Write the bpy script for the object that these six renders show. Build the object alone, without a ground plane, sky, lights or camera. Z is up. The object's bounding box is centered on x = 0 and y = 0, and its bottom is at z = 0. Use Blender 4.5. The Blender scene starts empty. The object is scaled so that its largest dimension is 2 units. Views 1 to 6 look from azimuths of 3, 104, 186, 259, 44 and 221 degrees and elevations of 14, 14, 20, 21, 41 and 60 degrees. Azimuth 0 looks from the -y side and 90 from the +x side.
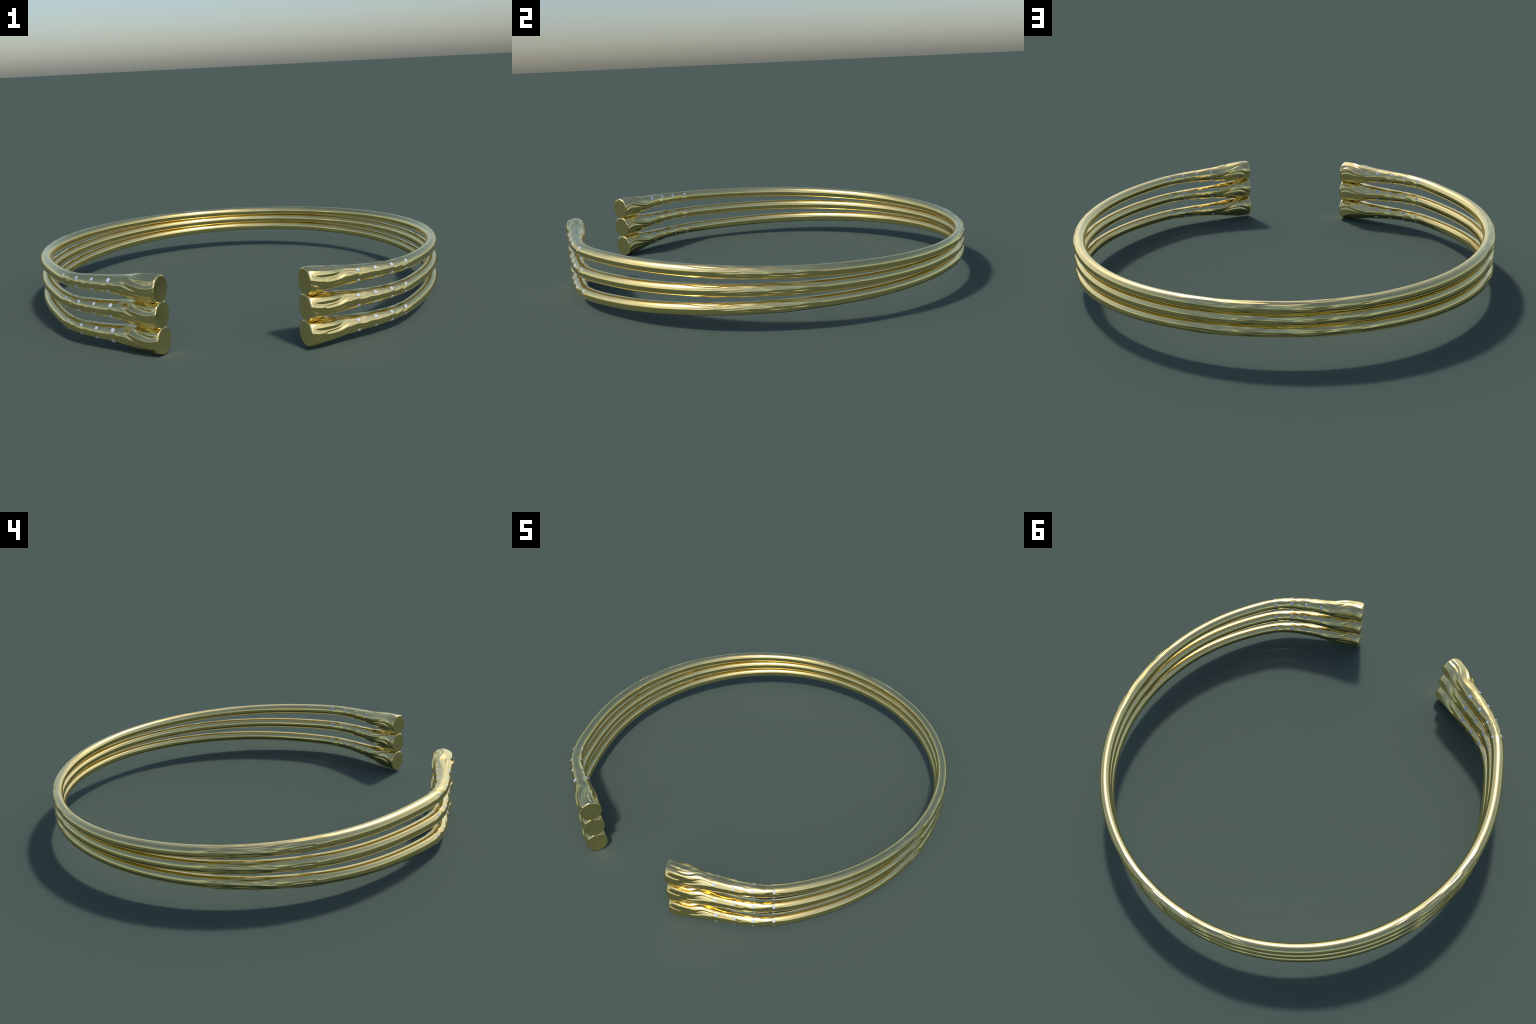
"""Open gold cuff bracelet: three bent gold strands, fanned apart at the opening,
each flaring into a rippled, flat-cut tip, with rows of small set stones."""
import bpy, math, random
import numpy as np
from mathutils import Vector, Matrix, noise

# ----------------------------------------------------------------- sizes
RINGS_STEP = 0.0035          # spacing of the swept cross-sections
AROUND = 120                 # vertices round a strand
FAN = 0.0325                 # slope between neighbouring strands (fans open to the front)
GAP = 0.0795                 # height between neighbouring strands at the middle
MID_Z = 0.1767               # height of the middle strand
TIP_SPLIT = 0.195            # where the flared tip starts, measured from the cut face


def polar(deg, r):
    a = math.radians(deg)
    return (r * math.sin(a), r * math.cos(a))


# centre line seen from above: straight flared tip, hip with the stones, long round back
PLAN = [(-.2577, -.9498), (-.333, -.917), (-.405, -.885), (-.4765, -.8535), (-.558, -.817), (-.634, -.7735),
        (-.7035, -.712)]
PLAN += [polar(d, r) for d, r in [(-127, .9855), (-113, .9732), (-95, .9700), (-75, .9690), (-50, .974), (-25, .9775),
                                  (0, .9755), (25, .9785), (50, .9755), (75, .9697), (95, .9730), (113, .9845),
                                  (125, .997)]]
PLAN += [(.741, -.682), (.6745, -.7445), (.6015, -.7915), (.5265, -.8325), (.457, -.869), (.387, -.905), (.3162, -.9414)]


def spline(kx, ky, x):
    kx, ky, x = map(lambda v: np.asarray(v, float), (kx, ky, x))
    n = len(kx)
    h = np.diff(kx)
    A = np.eye(n)
    b = np.zeros(n)
    for i in range(1, n - 1):
        A[i, i - 1], A[i, i], A[i, i + 1] = h[i - 1], 2 * (h[i - 1] + h[i]), h[i]
        b[i] = 6 * ((ky[i + 1] - ky[i]) / h[i] - (ky[i] - ky[i - 1]) / h[i - 1])
    m = np.linalg.solve(A, b)
    i = np.clip(np.searchsorted(kx, x) - 1, 0, n - 2)
    t, hh = x - kx[i], h[i]
    return ky[i] + t * ((ky[i + 1] - ky[i]) / hh - hh * (2 * m[i] + m[i + 1]) / 6) + t * t * m[i] / 2 \
        + t ** 3 * (m[i + 1] - m[i]) / (6 * hh)


def smooth(e0, e1, x):
    t = np.clip((np.asarray(x, float) - e0) / (e1 - e0), 0, 1)
    return t * t * (3 - 2 * t)


# ----------------------------------------------------------------- centre line
plan = np.array(PLAN)
chord = np.concatenate([[0], np.cumsum(np.linalg.norm(np.diff(plan, axis=0), axis=1))])
fine = np.linspace(0, chord[-1], 6000)
fx, fy = spline(chord, plan[:, 0], fine), spline(chord, plan[:, 1], fine)
arc = np.concatenate([[0], np.cumsum(np.hypot(np.diff(fx), np.diff(fy)))])
LENGTH = arc[-1]


def centre(s):
    x, y = np.interp(s, arc, fx), np.interp(s, arc, fy)
    return x, y


# thickness: distance from the cut face -> half width (radial) and half height
T_KNOTS = [0.0, 0.05, 0.11, 0.165, 0.234, 0.32, 0.41, 0.50, 0.70, 0.95]
HALF_W = [.0528, .0515, .0490, .0445, .0393, .0342, .0305, .0287, .0282, .0279]
HALF_H = [.0574, .0558, .0497, .0432, .0384, .0336, .0304, .0292, .0285, .0280]
OUTWARD = [.0035, .0037, .0040, .0040, .0035, .0022, .0012, .0003, .0, .0]     # tips lean outwards a little


def thickness(s):
    t = np.minimum(s, LENGTH - s)
    back = smooth(0.9, LENGTH / 2, t)
    # the half with x < 0 is a trace heavier, the back a trace finer
    heavy = smooth(LENGTH * .5, LENGTH * .32, s)
    tip = smooth(.45, .15, t)
    extra = .0016 * heavy + .0002 - .0036 * back
    a = np.interp(t, T_KNOTS, HALF_W) + extra + tip * (.0006 * heavy - .0012 * (1 - heavy))
    b = np.interp(t, T_KNOTS, HALF_H) + extra - tip * .0004
    return a, b


def frame(s):
    x, y = centre(s)
    x2, y2 = centre(np.minimum(s + .004, LENGTH))
    x1, y1 = centre(np.maximum(s - .004, 0))
    tx, ty = x2 - x1, y2 - y1
    l = np.hypot(tx, ty)
    tx, ty = tx / l, ty / l
    out = np.interp(np.minimum(s, LENGTH - s), T_KNOTS, OUTWARD)
    out = out * np.where(s < LENGTH / 2, .75, .35)
    x, y = x - ty * out, y + tx * out
    z = MID_Z + 0.0029 * y - 0.0012 * x
    z = z - .0007 * smooth(LENGTH * .45, LENGTH * .25, s)
    z = z - 0.0040 * smooth(.30, .0, s) + 0.0020 * smooth(.30, .0, LENGTH - s)
    return x, y, z, tx, ty


# ----------------------------------------------------------------- set stones
STONE_T = [.234, .322, .408, .500]
STONES = []     # (s, section angle, radius)
for tip in (0, 1):
    for i, t in enumerate(STONE_T):
        s = t if tip == 0 else LENGTH - t
        for ang in (38, -38, 142, -142):
            r = .0103
            if i == 0:
                r = .0136 if tip == 0 else .0116
            STONES.append((s, math.radians(ang), r))


# ----------------------------------------------------------------- surface relief
def zone(s, lo, hi, soft):
    return smooth(lo - soft, lo + soft, s) * (1 - smooth(hi - soft, hi + soft, s))


def bearing(s):
    x, y = centre(s)
    return np.degrees(np.arctan2(x, y))


rng = random.Random(11)
FOLDS = []      # per tip: (section angle, height, angular width, start, end), distances from the cut face
for tip in (0, 1):
    folds = []
    for row, count in ((0, 12), (1, 9)):
        for i in range(count):
            th = 2 * math.pi * (i + rng.uniform(-.3, .3) + .5 * row) / count
            depth = rng.choice((-1, -1, 1)) * rng.uniform(.0026, .0046)
            start = rng.uniform(-.07, .0) if row == 0 else rng.uniform(.03, .08)
            end = start + (rng.uniform(.19, .27) if row == 0 else rng.uniform(.13, .18))
            folds.append((th, depth, rng.uniform(.10, .17), start, end))
    FOLDS.append(folds)


def relief(s, ang, bear):
    """Height added along the surface normal at arc position s and section angle ang."""
    t = min(s, LENGTH - s)
    seed = 0.0 if s < LENGTH / 2 else 37.0
    ca, sa = math.cos(ang), math.sin(ang)
    h = 0.0
    # long wavy folds on the flared tips: ridges and grooves that flow along together
    if t < .29:
        sway = .27 * math.sin(t * 25 + seed + .7 * math.sin(ang)) + .05 * math.sin(t * 55 + 2 * ang + seed)
        a2 = ang + sway * float(smooth(.29, .13, t))
        for th, depth, width, t0, t1 in FOLDS[0 if seed == 0 else 1]:
            if t0 < t < t1:
                d = (a2 - th + math.pi) % (2 * math.pi) - math.pi
                if abs(d) < 3 * width:
                    # each fold swells in the middle and runs out at both ends
                    run = math.sin(math.pi * ((t - t0) / (t1 - t0)) ** .8) ** .7
                    h += depth * run * math.exp(-(d / width) ** 2) * (.5 + .5 * float(smooth(.0, .03, t)))
        w = float(smooth(.23, .10, t))
        c2, s2 = math.cos(a2), math.sin(a2)
        n = noise.noise((c2 * 2.6 + seed, s2 * 2.6, t * 5.0 + seed))
        h += w * .0034 * n * (.5 + .5 * float(smooth(.0, .035, t)))
    # hammered look around the stones
    w = float(zone(t, .20, .53, .05))
    if w > 0:
        n = noise.noise((ca * 2.2 + 11 + seed, sa * 2.2, t * 17))
        n2 = noise.noise((ca * 4 + 21 + seed, sa * 4, t * 34))
        h += w * (.0013 * n + .0008 * n2)
        # scalloped underside between the stones
        h -= w * .0016 * max(0.0, -sa - .55) * (1 + math.cos((t - .278) / .0885 * 2 * math.pi))
    # shallow drawn-out ripples on three stretches of the wire
    w = max(float(zone(bear, 66, 95, 4)), float(zone(bear, -97, -67, 4)), float(zone(bear, -26, 17, 5)))
    if w > 0:
        w *= .12 + .88 * float(smooth(-.6, .2, ca))       # the inside of the hoop stays smooth
        n = noise.noise((ca * 3.1 + 40, sa * 3.1, s * 8))
        n2 = noise.noise((ca * 5.6 + 60, sa * 5.6, s * 13))
        h += w * (.0022 * n + .0015 * n2) * (.8 if abs(bear) < 40 else 1.0)
    # barely uneven elsewhere
    h += .0004 * noise.noise((ca * .8 + 80, sa * .8, s * 5))
    return h


def surface_point(s, ang, lift=0.0, shrink=1.0, with_relief=True):
    x, y, z, tx, ty = (float(v) for v in frame(np.array(s)))
    a, b = (float(v) for v in thickness(np.array(s)))
    # centre line runs clockwise from the tip with x < 0, outward is to its left
    nx, ny = -ty, tx
    ca, sa = math.cos(ang), math.sin(ang)
    # outline a little squarer than an ellipse towards the tips
    ex, ez = ca / a, sa / b
    l = math.hypot(ex, ez)
    ex, ez = ex / l, ez / l
    h = lift + (relief(s, ang, float(bearing(np.array(s)))) if with_relief else 0.0)
    u, v = (a * ca + ex * h) * shrink, (b * sa + ez * h) * shrink
    # the cut on the x > 0 side is a few degrees off square
    skew = .050 * u * max(0.0, 1 - (LENGTH - s) / .07)
    p = Vector((x + nx * u - tx * skew, y + ny * u - ty * skew, z + v))
    n = Vector((nx * ex, ny * ex, ez))
    return p, n, Vector((tx, ty, 0))


# ----------------------------------------------------------------- strand surface
RIM = [(.0000, .10), (.0000, .35), (.0000, .62), (.0000, .82), (.0000, .895), (.0005, .930), (.0020, .962),
       (.0045, .985), (.0078, .996)]
n_rings = int((LENGTH - .02) / RINGS_STEP)
stations = [(s, k) for s, k in RIM]
stations += [(float(s), 1.0) for s in np.linspace(.010, LENGTH - .010, n_rings)]
stations += [(LENGTH - s, k) for s, k in reversed(RIM)]

verts, ring_s = [], []
for s, k in stations:
    ring_s.append(s)
    for j in range(AROUND):
        p, _, _ = surface_point(s, 2 * math.pi * j / AROUND, shrink=k) if k == 1.0 else (None, None, None)
        if p is None:
            # cap rings keep the outline of the tip and shrink towards its middle
            q, _, _ = surface_point(s, 2 * math.pi * j / AROUND)
            cx, cy, cz, _, _ = (float(v) for v in frame(np.array(s)))
            p = Vector((cx, cy, cz)).lerp(q, k)
        verts.append(p)

NR = len(stations)
quads = []          # (ring index, face)
for i in range(NR - 1):
    for j in range(AROUND):
        j2 = (j + 1) % AROUND
        quads.append((i, (i * AROUND + j, i * AROUND + j2, (i + 1) * AROUND + j2, (i + 1) * AROUND + j)))
first_cap = tuple(reversed(range(AROUND)))
last_cap = tuple((NR - 1) * AROUND + j for j in range(AROUND))

whole = bpy.data.meshes.new("whole_strand")
whole.from_pydata(verts, [], [f for _, f in quads] + [first_cap, last_cap])
whole.update()
normals = [Vector(n.vector) for n in whole.vertex_normals]
# make sure normals point outwards
probe = (NR // 2) * AROUND
flip = normals[probe].dot(surface_point(ring_s[NR // 2], 0)[1]) < 0
if flip:
    normals = [-n for n in normals]

cut_a = min(i for i in range(NR) if ring_s[i] > TIP_SPLIT)
cut_b = max(i for i in range(NR) if ring_s[i] < LENGTH - TIP_SPLIT)


def part_mesh(name, lo, hi, cap=None):
    faces = [f for i, f in quads if lo <= i < hi]
    if cap is not None:
        faces.append(cap)
    used = sorted({v for f in faces for v in f})
    index = {v: k for k, v in enumerate(used)}
    out = []
    for f in faces:
        g = [index[v] for v in f]
        out.append(tuple(reversed(g)) if flip else tuple(g))
    me = bpy.data.meshes.new(name)
    me.from_pydata([verts[v] for v in used], [], out)
    me.update()
    for p in me.polygons:
        p.use_smooth = True
    me.normals_split_custom_set_from_vertices([normals[v] for v in used])
    return me


# ----------------------------------------------------------------- materials
def gold_material():
    m = bpy.data.materials.new("polished_gold")
    m.use_nodes = True
    nt = m.node_tree
    b = nt.nodes["Principled BSDF"]
    b.inputs["Metallic"].default_value = 1.0
    tc = nt.nodes.new("ShaderNodeTexCoord")
    cloud = nt.nodes.new("ShaderNodeTexNoise")
    cloud.inputs["Scale"].default_value = 9.0
    cloud.inputs["Detail"].default_value = 4.0
    ramp = nt.nodes.new("ShaderNodeValToRGB")
    ramp.color_ramp.elements[0].position = .35
    ramp.color_ramp.elements[0].color = (.98, .768, .315, 1)
    ramp.color_ramp.elements[1].position = .65
    ramp.color_ramp.elements[1].color = (1.0, .80, .342, 1)
    rough = nt.nodes.new("ShaderNodeMapRange")
    rough.inputs["From Min"].default_value = .3
    rough.inputs["From Max"].default_value = .7
    rough.inputs["To Min"].default_value = .15
    rough.inputs["To Max"].default_value = .21
    grain = nt.nodes.new("ShaderNodeTexNoise")
    grain.inputs["Scale"].default_value = 180.0
    grain.inputs["Detail"].default_value = 2.0
    bump = nt.nodes.new("ShaderNodeBump")
    bump.inputs["Strength"].default_value = .02
    bump.inputs["Distance"].default_value = .002
    L = nt.links.new
    L(tc.outputs["Object"], cloud.inputs["Vector"])
    L(tc.outputs["Object"], grain.inputs["Vector"])
    L(cloud.outputs["Fac"], ramp.inputs["Fac"])
    L(ramp.outputs["Color"], b.inputs["Base Color"])
    L(cloud.outputs["Fac"], rough.inputs["Value"])
    L(rough.outputs["Result"], b.inputs["Roughness"])
    L(grain.outputs["Fac"], bump.inputs["Height"])
    L(bump.outputs["Normal"], b.inputs["Normal"])
    return m


def stone_material():
    m = bpy.data.materials.new("pale_blue_stone")
    m.use_nodes = True
    nt = m.node_tree
    b = nt.nodes["Principled BSDF"]
    info = nt.nodes.new("ShaderNodeObjectInfo")
    ramp = nt.nodes.new("ShaderNodeValToRGB")
    ramp.color_ramp.elements[0].color = (.74, .80, .99, 1)
    ramp.color_ramp.elements[1].color = (.82, .87, 1.0, 1)
    nt.links.new(info.outputs["Random"], ramp.inputs["Fac"])
    nt.links.new(ramp.outputs["Color"], b.inputs["Base Color"])
    b.inputs["Roughness"].default_value = .05
    b.inputs["IOR"].default_value = 2.2
    b.inputs["Transmission Weight"].default_value = .26
    return m


gold, stone_mat = gold_material(), stone_material()


# ----------------------------------------------------------------- stone: small round brilliant, unit radius
def stone_mesh():
    v, f = [], []
    rings = [(.52, .50, 0), (.84, .30, .5), (1.0, .06, 0), (1.0, -.02, 0)]
    n = 10
    for r, z, off in rings:
        for j in range(n):
            a = 2 * math.pi * (j + off) / n
            v.append((r * math.cos(a), r * math.sin(a), z))
    f.append(tuple(range(n)))
    for j in range(n):
        k = (j + 1) % n
        a0, a1, b0, b1 = j, k, n + j, n + k
        f += [(a0, b0, a1), (a1, b0, b1)]                      # star facets
        f += [(b0, 2 * n + j, 2 * n + k), (b0, 2 * n + k, b1)]  # kite facets
        f.append((2 * n + j, 3 * n + j, 3 * n + k, 2 * n + k))
    v.append((0, 0, -.75))
    for j in range(n):
        f.append((3 * n + j, 4 * n, 3 * n + (j + 1) % n))
    me = bpy.data.meshes.new("gemstone")
    me.from_pydata(v, [], f)
    me.update()
    me.materials.append(stone_mat)
    return me


# ----------------------------------------------------------------- assemble
scene = bpy.context.scene
col = scene.collection
root = bpy.data.objects.new("bracelet", None)
root["label"] = "open gold cuff bracelet of three strands with small stones"
root["category"] = "bracelet"
col.objects.link(root)

wire_mesh = part_mesh("strand", cut_a, cut_b)
tip_meshes = [part_mesh("flared_end", 0, cut_a, first_cap), part_mesh("flared_end", cut_b, NR - 1, last_cap)]
for me in [wire_mesh] + tip_meshes:
    me.materials.append(gold)
bpy.data.meshes.remove(whole)
gem = stone_mesh()

for k in (1, 0, -1):
    strand = bpy.data.objects.new("strand", wire_mesh)
    col.objects.link(strand)
    strand.parent = root
    # neighbours are the middle strand turned a little about the x axis through its own plane
    pivot = Vector((0, 0, MID_Z))
    M = Matrix.Translation(pivot + Vector((0, 0, GAP * k))) @ Matrix.Rotation(-math.atan(FAN) * k, 4, 'X') \
        @ Matrix.Translation(-pivot)
    strand.matrix_basis = M
    for me in tip_meshes:
        tip = bpy.data.objects.new("flared_end", me)
        col.objects.link(tip)
        tip.parent = strand
    for s, ang, r in STONES:
        p, n, t = surface_point(s, ang)
        side = n.cross(t).normalized()
        t2 = side.cross(n).normalized()
        ob = bpy.data.objects.new("gemstone", gem)
        col.objects.link(ob)
        ob.parent = strand
        B = Matrix((t2, side, n)).transposed().to_4x4()
        spin = Matrix.Rotation(s * 40 + ang * 3, 4, 'Z')
        ob.matrix_basis = Matrix.Translation(p - n * r * .37) @ B @ spin @ Matrix.Scale(r, 4)
